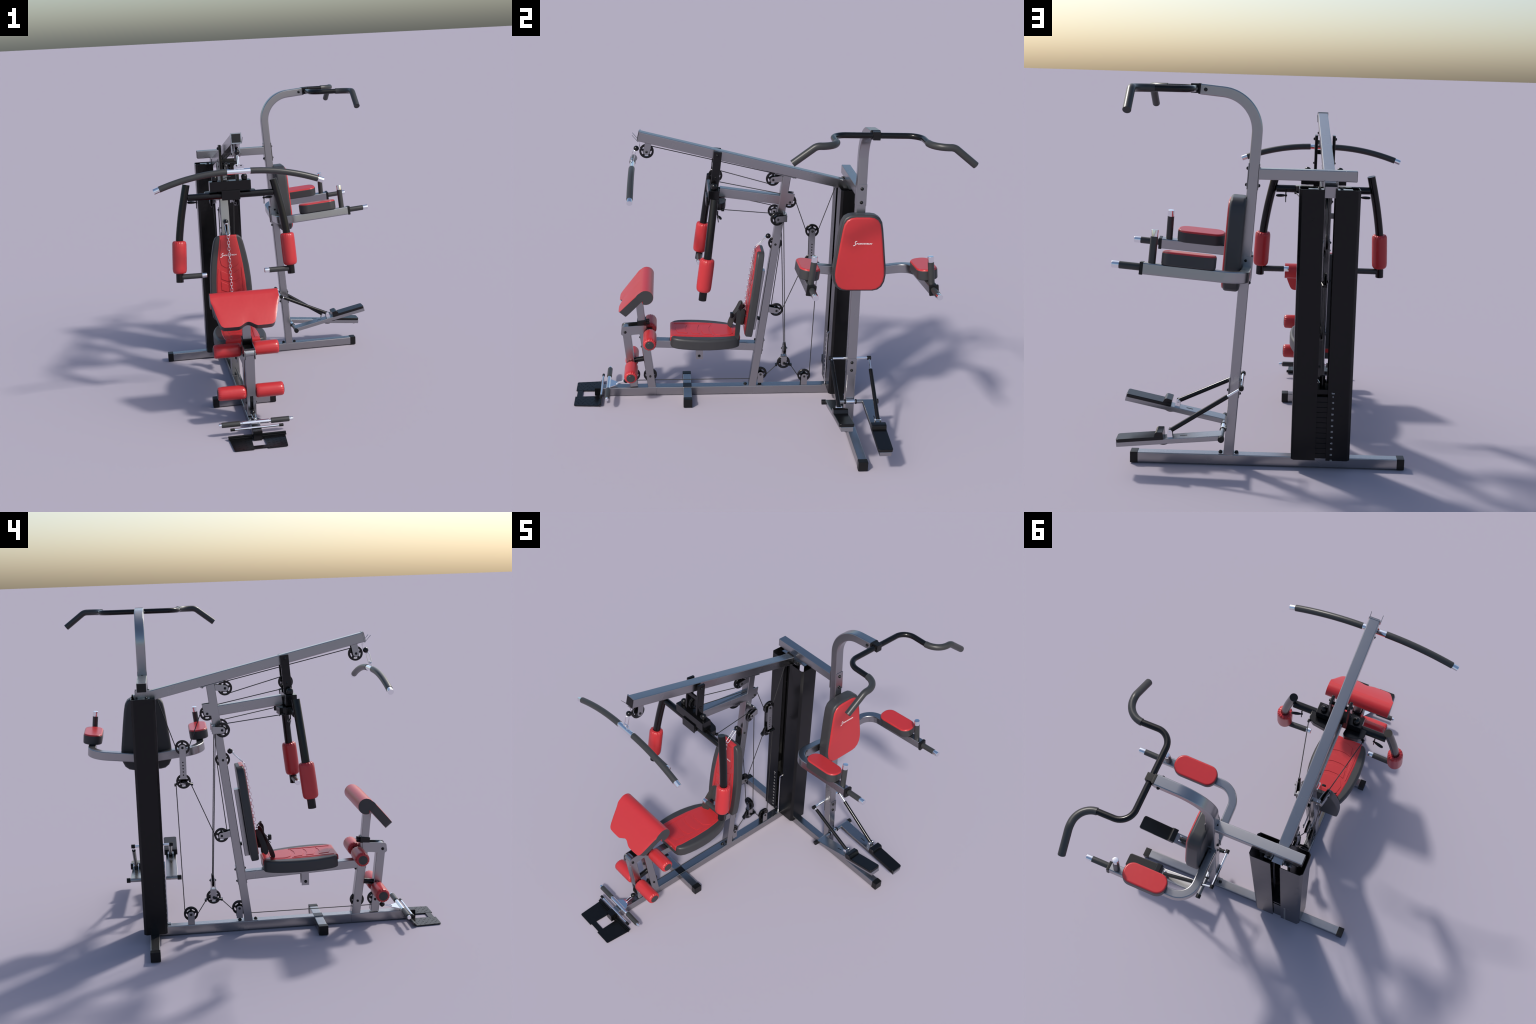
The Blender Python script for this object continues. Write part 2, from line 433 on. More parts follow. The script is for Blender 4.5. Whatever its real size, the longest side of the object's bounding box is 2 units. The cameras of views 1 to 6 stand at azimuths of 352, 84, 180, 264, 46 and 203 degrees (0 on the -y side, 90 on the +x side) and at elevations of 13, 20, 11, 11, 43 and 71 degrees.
guard(PUL, 1); guard(PLF, 1)
# low floating double block: upper wheel turned a quarter
bm = bmesh.new()
for s in (-1, 1):
    slab_bm(bm, round_poly([(-.016, -.018), (.016, -.018), (.0172, .044), (-.0172, .044)], [.014, .014, .001, .001]), (XC + s * .014, PLF[0], PLF[1]), (0, 1, 0), (0, 0, 1), (1, 0, 0), -.0015, .0015)
    slab_bm(bm, round_poly([(-.013, 0), (.013, 0), (.013, .062), (-.013, .062)], [.001, .001, .012, .012]), (XC, PLF[0] + s * .011, PLF[1] + .043), (1, 0, 0), (0, 0, 1), (0, 1, 0), -.0015, .0015)
add_box(bm, (XC, PLF[0], PLF[1] + .044), AX, (.0155, .0172, .002))
finish(bm, "floating_block", 'steel')
pulley(*PLF, hw=.016)
pw = pulley(PLU[0], .289, axis=(0, 1, 0), hw=.013)
# two swivelling side pulleys for the press cables
for s in (-1, 1):
    c = V((XC + s * .072, .150, 1.121)); tgt = V((XC + s * .145, -.16, 1.197))
    d = (tgt - c); d.z = 0; d.normalize(); ax = V((0, 0, 1)).cross(d).normalized()
    if ax.x < 0: ax = -ax
    bm = bmesh.new()
    for q in (-1, 1):
        o = c + ax * q * .013
        pts = [(-.052, -.018)] + [(.017 * math.sin(a), -.017 * math.cos(a)) for a in [math.pi * i / 10 for i in range(0, 11)]] + [(-.052, .018)]
        slab_bm(bm, pts, o, d, V((0, 0, 1)), ax, -.0015, .0015)
    add_box(bm, c - d * .052, (d, ax, V((0, 0, 1))), (.0018, .0145, .018))
    fr = finish(bm, "swivel_bracket", 'steel')
    pulley(c.y, c.z, c.x, axis=ax, hw=.014, parent=None)
    rod("swivel_pin", c - d * .052 + V((-s * .014, 0, -.026)), c - d * .052 + V((-s * .014, 0, .026)), .004, 'chrome', fr, 10)
    box("swivel_arm", (min(XC + s * .02, XC + s * .062), .186, 1.117), (max(XC + s * .02, XC + s * .062), .206, 1.143), 'steel', fr, .002)

# ================================================================== CABLES
def tan(c1, r1, s1, c2, r2, s2):
    c1, c2 = V((*c1, 0)), V((*c2, 0)); D = c2 - c1; L = D.length; d = D / L; p = V((-d.y, d.x, 0))
    k = (s1 * r1 - s2 * r2) / L; n = d * k + p * math.sqrt(max(0, 1 - k * k))
    a, b = c1 + n * s1 * r1, c2 + n * s2 * r2
    return (XC, a.x, a.y), (XC, b.x, b.y)
R = .0325
segs = [tan(PF, R, 1, PB, R, 1), tan(PB, R, 1, PY, R, -1), tan(PY, R, -1, PM, R, 1), tan(PM, R, 1, PUF, R, -1),
        tan(PUF, R, -1, (.487, 1.31), 0, 1), tan(PA, R, 1, PMP, R, -1), tan((PUL[0] - .04, PUL[1] - .02), 0, 1, PMP, R, 1),
        tan((PUL[0] + .04, PUL[1] - .02), 0, 1, PRB, R, 1), tan(PRB, R, 1, (PLF[0] + .042, PLF[1] - .018), 0, 1),
        tan((PLF[0] - .042, PLF[1] - .018), 0, 1, PUB, R, 1),
        ((XC, .094, .089), (XC, -.70, .0885))]
for a, b in segs: rod("cable", a, b, .0024, 'cable', None, 8, .0003)
for s in (-1, 1):
    rod("cable", (XC + s * .145, -.157, 1.197), (XC + s * .079, .128, 1.155), .0024, 'cable', None, 8, .0003)
    rod("cable", (XC + s * .064, .187, 1.12), (XC + s * .0345, .232, .289), .0024, 'cable', None, 8, .0003)

def stop_ball(p):
    o = ball("cable_stop_ball", p, .0148, 'plastic'); return o
def loop(name, a, b, w, r, side, mat='chrome', parent=None):
    """wire ring (carabiner / chain link) between a and b, width w along side"""
    a, b = V(a), V(b); d = (b - a); L = d.length; d.normalize(); s = V(side); s = (s - d * s.dot(d)).normalized()
    pts = []
    for i in range(7):
        t = math.pi * i / 6; pts.append(b - d * (w / 2) + d * (w / 2) * math.sin(t) + s * (w / 2) * math.cos(t))
    for i in range(7):
        t = math.pi * i / 6; pts.append(a + d * (w / 2) - d * (w / 2) * math.sin(t) - s * (w / 2) * math.cos(t))
    bm = bmesh.new(); sweep_bm(bm, pts, circle(r, 6), d.cross(s), closed=True)
    return finish(bm, name, mat, parent, 60)
sb1 = stop_ball((XC, -.627, 1.497)); sb2 = stop_ball((XC, .1105, .995)); sb3 = stop_ball((XC, -.703, .0865))
pipe("keeper_wire", [(XC - .012, -.612, 1.538), (XC - .012, -.606, 1.497), (XC, -.602, 1.49), (XC + .012, -.606, 1.497), (XC + .012, -.612, 1.538)], .0013, 'chrome', sb1, 6)

# ================================================================== LAT BAR
def lat(dx):
    e = max(0, abs(dx) - .05); return V((XC + dx, -.651, 1.3995 - .49 * e * e))
latbar = pipe("lat_bar", [lat(-.446 + .892 * i / 60) for i in range(61)], .0148, 'chrome', None, 20)
for s in (-1, 1):
    pipe("foam_grip", [lat(s * (.0615 + (.417 - .0615) * i / 24)) for i in range(25)], .0168, 'foam', latbar, 20)
bmh = [(-.026, 0), (.026, 0), (.026, .017), (.018, .025), (-.018, .025), (-.026, .017)]
hp = slab("hanger_plate", round_poly(bmh, [0, 0, .004, .004, .004, .004]), (XC + .002, -.651, 1.413), (1, 0, 0), (0, 0, 1), (0, -1, 0), -.002, .002, 'chrome', latbar)
bm = bmesh.new()
for dx in (-.012, .012):
    for sg in (1, -1): lathe_bm(bm, (XC + .002 + dx, -.651 - sg * .0021, 1.43), (0, -sg, 0), [(0, 0), (0, .0038), (.0004, .0038), (.0004, 0)], 12)
finish(bm, "plate_holes", 'cap', hp)
loop("carabiner", (XC, -.652, 1.424), (XC, -.636, 1.484), .018, .0022, (.5, .9, 0), parent=latbar)

# ================================================================== PRESS ARMS
press = beam("press_crossbar", (XC - .245, -.212, 1.208), (XC + .245, -.212, 1.208), .001, .001) if 0 else rod("press_crossbar", (XC - .246, -.212, 1.209), (XC + .246, -.212, 1.209), .0195, 'black', None, 24)
box("pivot_block", (XC - .1175, -.238, 1.236), (XC + .1175, -.180, 1.292), 'black', press, .002)
box("stop_plate", (XC - .0525, -.2465, 1.185), (XC + .0525, -.2405, 1.240), 'black', press, .002)
box("pivot_sleeve", (XC - .052, -.2405, 1.19), (XC + .052, -.19, 1.237), 'black', press, .004)
for s in (-1, 1):
    z = [1.284, 1.25, 1.2, 1.12, 1.04, .97, .86, .738]; off = [.2485, .2565, .268, .285, .299, .3085, .317, .322]
    pts = [(XC + s * o, -.2125 - (1.278 - zz) * .109, zz) for zz, o in zip(z, off)]
    arm = pipe("press_arm", spline(pts, 6), .0212, 'black', None, 24)
    top, bot = V((XC + s * .3095, -.2462, .9725)), V((XC + s * .3195, -.267, .788)); d = bot - top; L = d.length
    def wr(t, r, a, L=L):
        k = max(0, 1 - t / .020)
        return 0, .0026 * k * math.sin(17 * a + 2 * math.sin(3 * a)) * (1 if r > .026 else .3)
    prof = [(0, .0215), (.0005, .027), (.003, .033), (.008, .0370), (.016, .0395), (.03, .0405), (L / 2, .0408), (L - .03, .0405), (L - .016, .0395), (L - .008, .0370), (L - .003, .033), (L - .0005, .027), (L, .0215)]
    lathe("arm_pad", top, d, prof, 'red', arm, 68, wr, 60)
    hb = V((XC + s * .321, -.2685, .768))
    tip = V((XC + s * .1665, -.272, .768))
    foam_bar("foam_grip", hb, tip + V((s * .026, 0, 0)), .0155, parent=arm)
    rod("chrome_tip", tip + V((s * .028, 0, 0)), tip, .0142, 'chrome', arm, 20, .002)
    # knob, cam plate, pull pin lever
    kc = V((XC + s * .085, -.2065, 1.309))
    lathe("knob", kc, (0, 0, 1), [(-.075, 0), (-.075, .012), (-.07, .0125), (-.017, .0125), (-.014, .0165), (0, .0178), (.008, .016), (.014, .011), (.0172, .004), (.0176, 0)], 'plastic', press, 20)
    cam = [(.048, -.205), (.146, -.205), (.146, -.165), (.118, -.146), (.05, -.136), (.04, -.15)]
    pts = round_poly([(XC + s * p[0], p[1]) for p in (cam if s > 0 else cam[::-1])], [0, 0, .018, .018, .012, .008] if s > 0 else [.008, .012, .018, .018, 0, 0])
    slab("cam_plate", pts, (0, 0, 0), (1, 0, 0), (0, 1, 0), (0, 0, 1), 1.192, 1.2305, 'plastic', press, .003, .003)
    box("cable_anchor", (XC + s * .145 - .006, -.168, 1.188), (XC + s * .145 + .006, -.152, 1.202), 'plastic', press, .002)
    px = XC + s * .195
    rod("lever_pin", (px, -.19, 1.165), (px, -.19, 1.205), .0035, 'black', press, 10)
    lathe("pin_lever", (px, -.187, 1.176), (s * .97, .25, 0), [(-.006, 0), (-.006, .005), (.004, .004), (.012, .0065), (.028, .008), (.045, .007), (.052, .004), (.053, 0)], 'plastic', press, 14)
    rod("lever_pin", (px, -.185, 1.14), (px, -.19, 1.172), .0025, 'black', press, 8)
# yoke hanging from the top beam
ya, yb = V((XC, -.186, 1.494)), V((XC, -.207, 1.24))
yd = (ya - yb).normalized(); yn = V((1, 0, 0)).cross(yd)
yoke = None
for s in (-1, 1):
    o = obox("yoke_plate", (ya + yb) / 2 + V((s * .0455, 0, 0)), (V((1, 0, 0)), yn, yd), (.0075, .0225, (ya - yb).length / 2), 'black', yoke, .003)
    yoke = yoke or o
    bolt(V((XC + s * .053, -.189, 1.474)), (s, 0, 0), o, 1.1)
    bolt(V((XC + s * .053, -.197, 1.349)), (s, 0, 0), o, .8)
obox("yoke_bridge", V((XC, -.196, 1.405)) - yn * .0 + V((0, -.012, 0)), (V((1, 0, 0)), yn, yd), (.040, .006, .0115), 'black', yoke, .002)
pulley(*PY, bolts=False)
# horizontal spar to the upright
spar = beam("spar", (XC, -.172, 1.2575), (XC, .175, 1.2145), .050, .0525)
bm = bmesh.new()
for s in (-1, 1): add_box(bm, (XC + s * .02, -.182, 1.252), AX, (.004, .014, .024))
finish(bm, "spar_lug", 'black', spar)

# ================================================================== SEAT
seatrail = beam("seat_rail", (XC, -.575, .3375), (XC, .062, .3095), .050, .0475)
bm = bmesh.new()
for s in (-1, 1): add_box(bm, (XC + s * .024, -.2715, .272), AX, (.002, .0205, .037))
tab = finish(bm, "hanger_tab", 'steel', seatrail)
for s in (-1, 1): bolt((XC + s * .026, -.273, .256), (s, 0, 0), tab)
sT = V((0, 1, -.042)).normalized(); sN = V((0, .042, 1)).normalized()
def mirror(half): return [(p[0], p[1]) for p in half] + [(-p[0], p[1]) for p in half[::-1]]
# half outline (half width, along) from rear to front, counter-clockwise seen from above: start at front right
half = [(.088, -.443), (.112, -.438), (.127, -.424), (.138, -.40), (.1445, -.365), (.149, -.32), (.150, -.27), (.147, -.22), (.139, -.17), (.127, -.122), (.112, -.085), (.098, -.062), (.082, -.046), (.06, -.042)]
SO = V((XC, 0, 0))
def seat_z(y): return .3615 - .018 * y * 0 
seat = slab("seat_cushion", mirror(half), (XC, 0, .336), (1, 0, 0), sT, sN, .001, .067, 'grey', None, .015, .009, 5, 60)
redh = [(.098, -.4455), (.107, -.40), (.109, -.30), (.104, -.20), (.092, -.12), (.077, -.07), (.066, -.0405)]
def panel_slab(name, pts, o, U, W, N, n0, n1, mat, parent, r):
    return slab(name, pts, o, U, W, N, n0, n1, mat, parent, r, 0, 3, 50)
panel_slab("seat_panel", mirror(redh), (XC, 0, .336), (1, 0, 0), sT, sN, .038, .0685, 'red', seat, .011)
def chevron(hw0, hw1, y0, y1, dip, nose=0.0):
    """raised quilted cell: straight back edge with a V, matching V in front"""
    return [(-hw0, y0), (-hw0 * .35, y0 + dip), (hw0 * .35, y0 + dip), (hw0, y0), (hw1, y1), (hw1 * .35, y1 + dip), (-hw1 * .35, y1 + dip), (-hw1, y1)]
cells = [chevron(.054, .061, -.402, -.345, -.011), chevron(.061, .066, -.318, -.275, -.011), chevron(.065, .070, -.255, -.207, -.013),
         [(-.062, -.190), (-.03, -.201), (.03, -.201), (.062, -.190), (.077, -.158), (.062, -.10), (.045, -.082), (-.045, -.082), (-.062, -.10), (-.077, -.158)]]
for c in cells:
    slab("quilted_cell", round_poly(c, .004, 3), (XC, 0, .336), (1, 0, 0), sT, sN, .058, .0710, 'red', seat, .0022, 0, 2, 30)
for s in (-1, 1):
    st = [(.068, -.425), (.090, -.425), (.0925, -.30), (.088, -.20), (.082, -.195), (.078, -.25), (.074, -.33)]
    pts = [(s * p[0], p[1]) for p in (st if s > 0 else st[::-1])]
    slab("quilted_strip", round_poly(pts, .004, 3), (XC, 0, .336), (1, 0, 0), sT, sN, .058, .0708, 'red', seat, .002, 0, 2, 30)

# ================================================================== BACKREST
bT = V((0, .122, 1)).normalized(); bN = V((0, -1, .122)).normalized()
BO = V((XC, -.0155 + .041, .411))       # back plane, bottom
# half outline as (half width, along)
bh = [(.092, .002), (.112, .004), (.121, .02), (.1255, .07), (.127, .14), (.1265, .20), (.1235, .27), (.117, .34), (.107, .41), (.096, .47), (.0895, .50), (.080, .525), (.066, .538), (.045, .5415)]
bh = [(a, b * .944) for a, b in bh]
back = slab("backrest_cushion", mirror(bh), BO, (1, 0, 0), bT, bN, 0, .041, 'grey', None, .010, .006, 4, 50)
rh = [(.088, .0), (.095, .06), (.096, .15), (.092, .25), (.083, .35), (.070, .44), (.057, .515), (.0525, .5425)]
rh = [(a, b * .944) for a, b in rh]
slab("backrest_panel", mirror(rh), BO, (1, 0, 0), bT, bN, .02, .0428, 'red', back, .009, 0, 3, 50)
def cell_b(pts): 
    pts = [(a, b * .944) for a, b in pts]
    slab("quilted_cell", round_poly(pts, .004, 3), BO, (1, 0, 0), bT, bN, .034, .0464, 'red', back, .003, 0, 2, 30)
cell_b([(-.052, .355), (-.026, .335), (.026, .335), (.052, .355), (.060, .40), (.052, .46), (.044, .52), (-.044, .52), (-.052, .46), (-.060, .40)])
for y0, y1, w in ((.265, .318, .058), (.195, .248, .060), (.125, .178, .060), (.055, .108, .058)):
    cell_b([(-w, y0), (-w * .4, y0 - .016), (w * .4, y0 - .016), (w, y0), (w, y1 + .004), (w * .4, y1 - .016), (-w * .4, y1 - .016), (-w, y1 + .004)])
for s in (-1, 1):
    st = [(.067, .03), (.086, .03), (.087, .15), (.083, .25), (.073, .335), (.066, .335), (.069, .2)]
    pts = [(s * p[0], p[1] * .944) for p in (st if s > 0 else st[::-1])]
    slab("quilted_strip", round_poly(pts, .003, 3), BO, (1, 0, 0), bT, bN, .034, .0458, 'red', back, .0026, 0, 2, 30)
def logo(o, U, W, N, parent, width=.102):
    o, U, W, N = V(o), V(U).normalized(), V(W).normalized(), V(N).normalized()
    k = width / .102
    pts = [(.020, .0235), (.0145, .0225), (.0105, .0185), (.0105, .0135), (.0120, .0085), (.0110, .0035), (.0065, .0005), (.0, -.001)]
    path = [o + U * p[0] * k + W * (p[1] - .006) * k for p in spline([(a, b, 0) for a, b in pts], 6)]
    bm = bmesh.new(); sweep_bm(bm, path, [(.0004, -.0016 * k), (.0004, .0016 * k), (-.0004, .0016 * k), (-.0004, -.0016 * k)], N)
    s = finish(bm, "logo_swash", 'white', parent)
    text("logo_lettering", "PORTSTECH", .0108 * k, o + U * .0165 * k, U, W, N, 'white', s, .25, .0002, .084 * k)
logo(BO + bT * .389 + bN * .0468 + V((-.054, 0, 0)), (1, 0, 0), bT, bN, back, .100)
# backrest carrier
c0, c1 = BO + bT * .012 - bN * .0135, BO + bT * .383 - bN * .0135
beam("backrest_carrier", c0, c1, .044, .026, parent=back)

# carabiner + chain + ankle strap
loop("carabiner", (XC, .099, .986), (XC + .002, .036, .925), .019, .0022, (1, 0, 0), parent=back)
rod("clip_screw", (XC - .008, .094, .986), (XC + .008, .094, .986), .0055, 'chrome', back, 10)
p0 = BO + bT * .512 + bN * .053; p1 = BO + bT * .155 + bN * .056
nl = 20; step = (p1 - p0) / nl
for i in range(nl):
    a = p0 + step * (i - .14); b = p0 + step * (i + 1.14)
    ph = .12 * math.sin(1.7 * i)
    sd = V((math.cos(ph), math.sin(ph), 0)) if i % 2 == 0 else V((math.sin(ph), math.cos(ph) , 0.1))
    loop("chain_link", a, b, .0125, .0014, sd, parent=back)
def ribbon(name, pts, w, side, parent, t=.0035, taper=True):
    path = spline(pts, 6); bm = bmesh.new(); n = len(path)
    rings = []
    for i, p in enumerate(path):
        tg = (path[min(i + 1, n - 1)] - path[max(i - 1, 0)]).normalized()
        s = V(side); s = (s - tg * s.dot(tg)).normalized(); nn = tg.cross(s)
        u = i / (n - 1); k = 1.0
        if taper: k = math.sqrt(max(.08, 1 - max(0, (abs(u - .5) - .36) / .14) ** 2))
        rings.append([bm.verts.new(p + s * (w / 2 * k * a) + nn * t / 2 * b) for a, b in ((-1, -1), (1, -1), (1, 1), (-1, 1))])
    for A, B in zip(rings, rings[1:]):
        for j in range(4): bm.faces.new((A[j], A[(j + 1) % 4], B[(j + 1) % 4], B[j]))
    bm.faces.new(rings[0][::-1]); bm.faces.new(rings[-1])
    bev(bm, .0008, 1, [e for e in bm.edges])
    return finish(bm, name, 'strap', parent, 50)
ribbon_extra = [(XC - .03, -.014, .562), (XC - .045, -.03, .53), (XC - .055, -.048, .48), (XC - .05, -.06, .43)]
cuff = ribbon("ankle_strap", [(XC - .022, -.026, .584), (XC - .032, -.045, .535), (XC - .040, -.069, .487), (XC - .046, -.087, .445), (XC - .048, -.097, .406)], .052, (.9, .45, 0), None)
ribbon("strap_flap", [(XC + .080, -.050, .572), (XC + .088, -.053, .51), (XC + .092, -.057, .44), (XC + .092, -.061, .388)], .028, (.3, .95, 0), cuff)
ribbon("strap_flap", [(XC + .020, -.024, .575), (XC + .05, -.036, .583), (XC + .080, -.048, .570)], .022, (.1, .6, -.8), cuff)
ribbon("strap_flap", [(XC - .02, -.03, .583), (XC - .01, -.052, .545), (XC - .005, -.072, .505), (XC - .012, -.090, .482)], .026, (1, .1, 0), cuff)
ribbon("strap_flap", [(XC + .02, -.022, .553), (XC + .022, -.024, .52), (XC + .02, -.03, .48), (XC + .012, -.03, .452)], .034, (.5, .85, 0), cuff, .012)
ribbon("strap_flap", [(XC - .008, -.012, .572), (XC - .004, -.03, .565), (XC + .005, -.055, .535), (XC + .01, -.085, .50)], .012, (1, .2, 0), cuff)
ribbon("strap_flap", ribbon_extra, .030, (.2, .98, 0), cuff, .006)
box("strap_buckle", (XC - .005, -.096, .495), (XC + .02, -.078, .525), 'plastic', cuff, .004)
for dz in (0, .012): loop("strap_ring", (XC - .005, -.02, .542 - dz), (XC - .003, -.027, .520 - dz), .016, .0018, (1, 0, 0), parent=cuff)

# ================================================================== FRONT POST, LEG CURL, PREACHER PAD
fp0, fp1 = V((XC, -.549, .050)), V((XC, -.6035, .452))
fpost = beam("leg_post", fp0, fp1, .0513, .047)
box("base_flange", (XC - .0255, -.575, .051), (XC + .0255, -.522, .0538), 'steel', fpost, .001)
def fpc(z): return -.549 + (z - .05) * (-.0545 / .402)
fN = V((0, -1, -.1356)).normalized(); fT = V((0, -.1356, 1)).normalized()
obox("bracket_plate", V((XC, fpc(.34), .34)) - fN * .0245, (V((1, 0, 0)), fT, fN), (.0265, .045, .0018), 'steel', fpost, .0008)
for z in (.312, .372):
    bolt(V((XC, fpc(z), z)) + fN * .0238, fN, fpost, .9)
bolt(V((XC, fpc(.30), .30)) - fN * .027, -fN, fpost, .9)
collar = obox("collar", (XC, -.606, .468), (V((1, 0, 0)), fN, fT), (.0285, .0265, .017), 'plastic', fpost, .003)
bm = bmesh.new()
for k in range(6):
    a = math.pi / 3 * k; lathe_bm(bm, V((XC, -.580, .468)) + V((math.cos(a) * .011, 0, math.sin(a) * .011)), (0, 1, .1), [(0, 0), (0, .006), (.016, .006), (.018, .003), (.018, 0)], 10)
lathe_bm(bm, (XC, -.582, .468), (0, 1, .1), [(0, 0), (0, .013), (.016, .013), (.019, .008), (.019, 0)], 16)
finish(bm, "star_knob", 'plastic', collar)
cpost = beam("preacher_post", (XC, -.606, .46), (XC, -.624, .64), .044, .042)
# channel arm carrying the leg lever
bm = bmesh.new()
armpts = round_poly([(-.592, .404), (-.592, .457), (-.722, .448), (-.727, .40), (-.70, .384), (-.66, .398)], [0, 0, .016, .012, .01, .004])
for s in (-1, 1): slab_bm(bm, armpts, (XC + s * .0285, 0, 0), (0, 1, 0), (0, 0, 1), (1, 0, 0), -.0018, .0018)
carm = finish(bm, "lever_bracket", 'steel')
box("dark_hollow_block", (XC - .027, -.70, .404), (XC + .027, -.60, .412), 'black', carm, .001)  # black block low between the side plates, for the dark interior seen in the open channel
for s in (-1, 1): bolt((XC + s * .0305, -.702, .415), (s, 0, 0), carm)
lv0, lv1 = V((XC, -.697, .425)), V((XC, -.6555, .060))
lever = beam("leg_lever", lv0, lv1, .050, .046)
rod("lever_head", (XC - .0254, -.6985, .424), (XC + .0254, -.6985, .424), .0232, 'steel', lever, 24)
for x in (0,): obox("cable_slot", V((XC, -.6875, .13)), (V((1, 0, 0)), V((0, .9936, .113)), V((0, -.113, .9936))), (.009, .0008, .045), 'cap', lever, .0003)
rod("stop_peg", (XC, -.675, .218), (XC, -.572, .235), .0155, 'black', lever)

def roller(y, z, x0, x1, parent):
    L = abs(x1 - x0); R0 = .0385
    def wr(t, r, a):
        e = min(t, L - t); k = max(0, 1 - e / .020)
        return 0, .0022 * k * math.sin(19 * a + 2.0 * math.sin(2 * a)) * (1 if r > .027 else .2)
    prof = [(0, 0), (0, .0245), (.0008, .029), (.004, .0335), (.010, .0368), (.02, .0382), (.04, R0), (L - .04, R0), (L - .02, .0382), (L - .010, .0368), (L - .004, .0335), (L - .0008, .029), (L, .0245), (L, 0)]
    p = lathe("foam_roller", (x0, y, z), (x1 - x0, 0, 0), prof, 'red', parent, 76, wr, 60)
    s = 1 if x1 > x0 else -1
    lathe("roller_cap", (x1, y, z), (s, 0, 0), [(-.002, 0), (-.002, .0248), (.0012, .0246), (.0022, .022), (.0016, .0165), (.0026, .0155), (.003, 0)], 'foam', p, 28)
for y, z, i, nm in ((-.560, .402, .031, 't'), (-.668, .195, .0275, 'b')):
    ax = rod("roller_axle", (XC - .17, y, z), (XC + .17, y, z), .011, 'black')
    for s in (-1, 1): roller(y, z, XC + s * i, XC + s * .181, ax)
box("roller_mount", (XC - .028, -.585, .385), (XC + .028, -.548, .42), 'black', fpost, .003)

# preacher pad: round bolster running into a sloping flap with a shaped lower edge
pc = V((0, -.580, .695)); pr = .0428
fd = V((0, -.644, -.765)); fn = V((0, -.765, .644))     # flap direction and its outward normal
def flap_len(dx):
    a = abs(dx); L = .182
    if a < .055: L -= .024 * (0.5 + .5 * math.cos(math.pi * min(1, a / .055)))
    tab = [(.10, .182), (.13, .180), (.143, .172), (.151, .155), (.158, .13), (.166, .10), (.173, .07), (.180, .045), (.186, .03)]
    for (a0, l0), (a1, l1) in zip(tab, tab[1:]):
        if a0 <= a <= a1 + 1e-6: L = l0 + (l1 - l0) * (a - a0) / (a1 - a0)
    return L
PW = .186; T = .043
def flap_section(dx):
    """closed loop in the (y,z) plane: list of (point, zone)"""
    u = min(1, abs(dx) / PW); L = flap_len(dx)
    P = []
    a0 = math.atan2(fn.z, fn.y)
    # around the bolster from the top tangent backwards to the underside
    for k in range(17):
        a = a0 - math.radians(252) * k / 16
        P.append(pc + V((0, math.cos(a), math.sin(a))) * pr)
    base_t, base_b = pc + fn * pr, pc + fn * (pr - T)
    for k in range(5): P.append(base_b + fd * (min(.034, L * .8) + (L - min(.034, L * .8)) * k / 4))       # underside going out
    for k in range(5):                                                          # slightly crowned top face coming back
        P.append(base_t + fd * (L - (L - .001) * k / 4.0) + fn * (.004, .006, .0062, .0042, 0)[k] * (1 - .45 * u ** 6))
    return P
bm = bmesh.new(); n = 72; rings = []
for i in range(n + 1):
    dx = -PW + 2 * PW * i / n
    rings.append([bm.verts.new(p + V((XC + dx, 0, 0))) for p in flap_section(dx)])
m = len(rings[0]); greyf = []
for A, B in zip(rings, rings[1:]):
    for j in range(m):
        f = bm.faces.new((A[j], A[(j + 1) % m], B[(j + 1) % m], B[j]))
        if j == 21: f.material_index = 1
for r in (rings[0][::-1], rings[-1]):
    f = bm.faces.new(r); f.material_index = 1
rim = set()
for e in bm.edges:
    if len(e.link_faces) == 2 and e.link_faces[0].material_index != e.link_faces[1].material_index: rim.add(e)
bev(bm, .006, 4, list(rim))
pad = finish(bm, "preacher_pad", 'red', None, 50)
pad.data.materials.append(M['grey'])
box("pad_plate", (XC - .03, -.655, .615), (XC + .03, -.60, .635), 'steel', pad, .002)

# ================================================================== LOW BAR, FOOT PLATE
lowbar = rod("row_bar", (-.4365, -.805, .071), (-.0365, -.805, .071), .0085, 'chrome', None, 20)
rod("bar_sleeve", (-.311, -.805, .071), (-.167, -.805, .071), .0118, 'chrome', lowbar, 24)
for s in (-1, 1):
    foam_bar("foam_grip", (XC + s * .083, -.805, .071), (XC + s * .183, -.805, .071), .0147, parent=lowbar)
    rod("chrome_tip", (XC + s * .182, -.805, .071), (XC + s * .1975, -.805, .071), .0105, 'chrome', lowbar, 20)
tri = round_poly([(-.05, 0), (.05, 0), (.014, .046), (-.014, .046)], [.001, .001, .01, .01])
slab("hanger_plate", tri, (XC + .002, -.797, .071), (1, 0, 0), (0, 1, 0), (0, 0, 1), -.0018, .0018, 'chrome', lowbar)
loop("carabiner", (XC + .002, -.762, .072), (XC, -.712, .084), .017, .0018, (1, 0, .15), parent=lowbar)
restbar = rod("rest_bar", (-.377, -.8425, .0555), (-.103, -.8425, .0555), .0062, 'chrome', None, 16)
for a, b in ((-.381, -.357), (-.120, -.096)): rod("end_sleeve", (a, -.8425, .0555), (b, -.8425, .0555), .0078, 'cap', restbar, 16)
blk = box("nose_bracket", (XC - .0242, -.886, .001), (XC + .0242, -.838, .0505), 'black', None, .002)
plate_bm = bmesh.new()
P = lambda x, y: (x, y)
left = [(-.140, -.998), (-.037, -.998), (-.034, -.886), (-.034, -.855), (-.150, -.855)]
for s in (-1, 1):
    pts = [(XC + s * p[0], p[1]) for p in (left if s > 0 else left[::-1])]
    slab_bm(plate_bm, round_poly(pts, [.008, .001, .001, .001, .001] if s > 0 else [.001, .001, .001, .001, .008], 3), (0, 0, 0), (1, 0, 0), (0, 1, 0), (0, 0, 1), .0005, .0052)
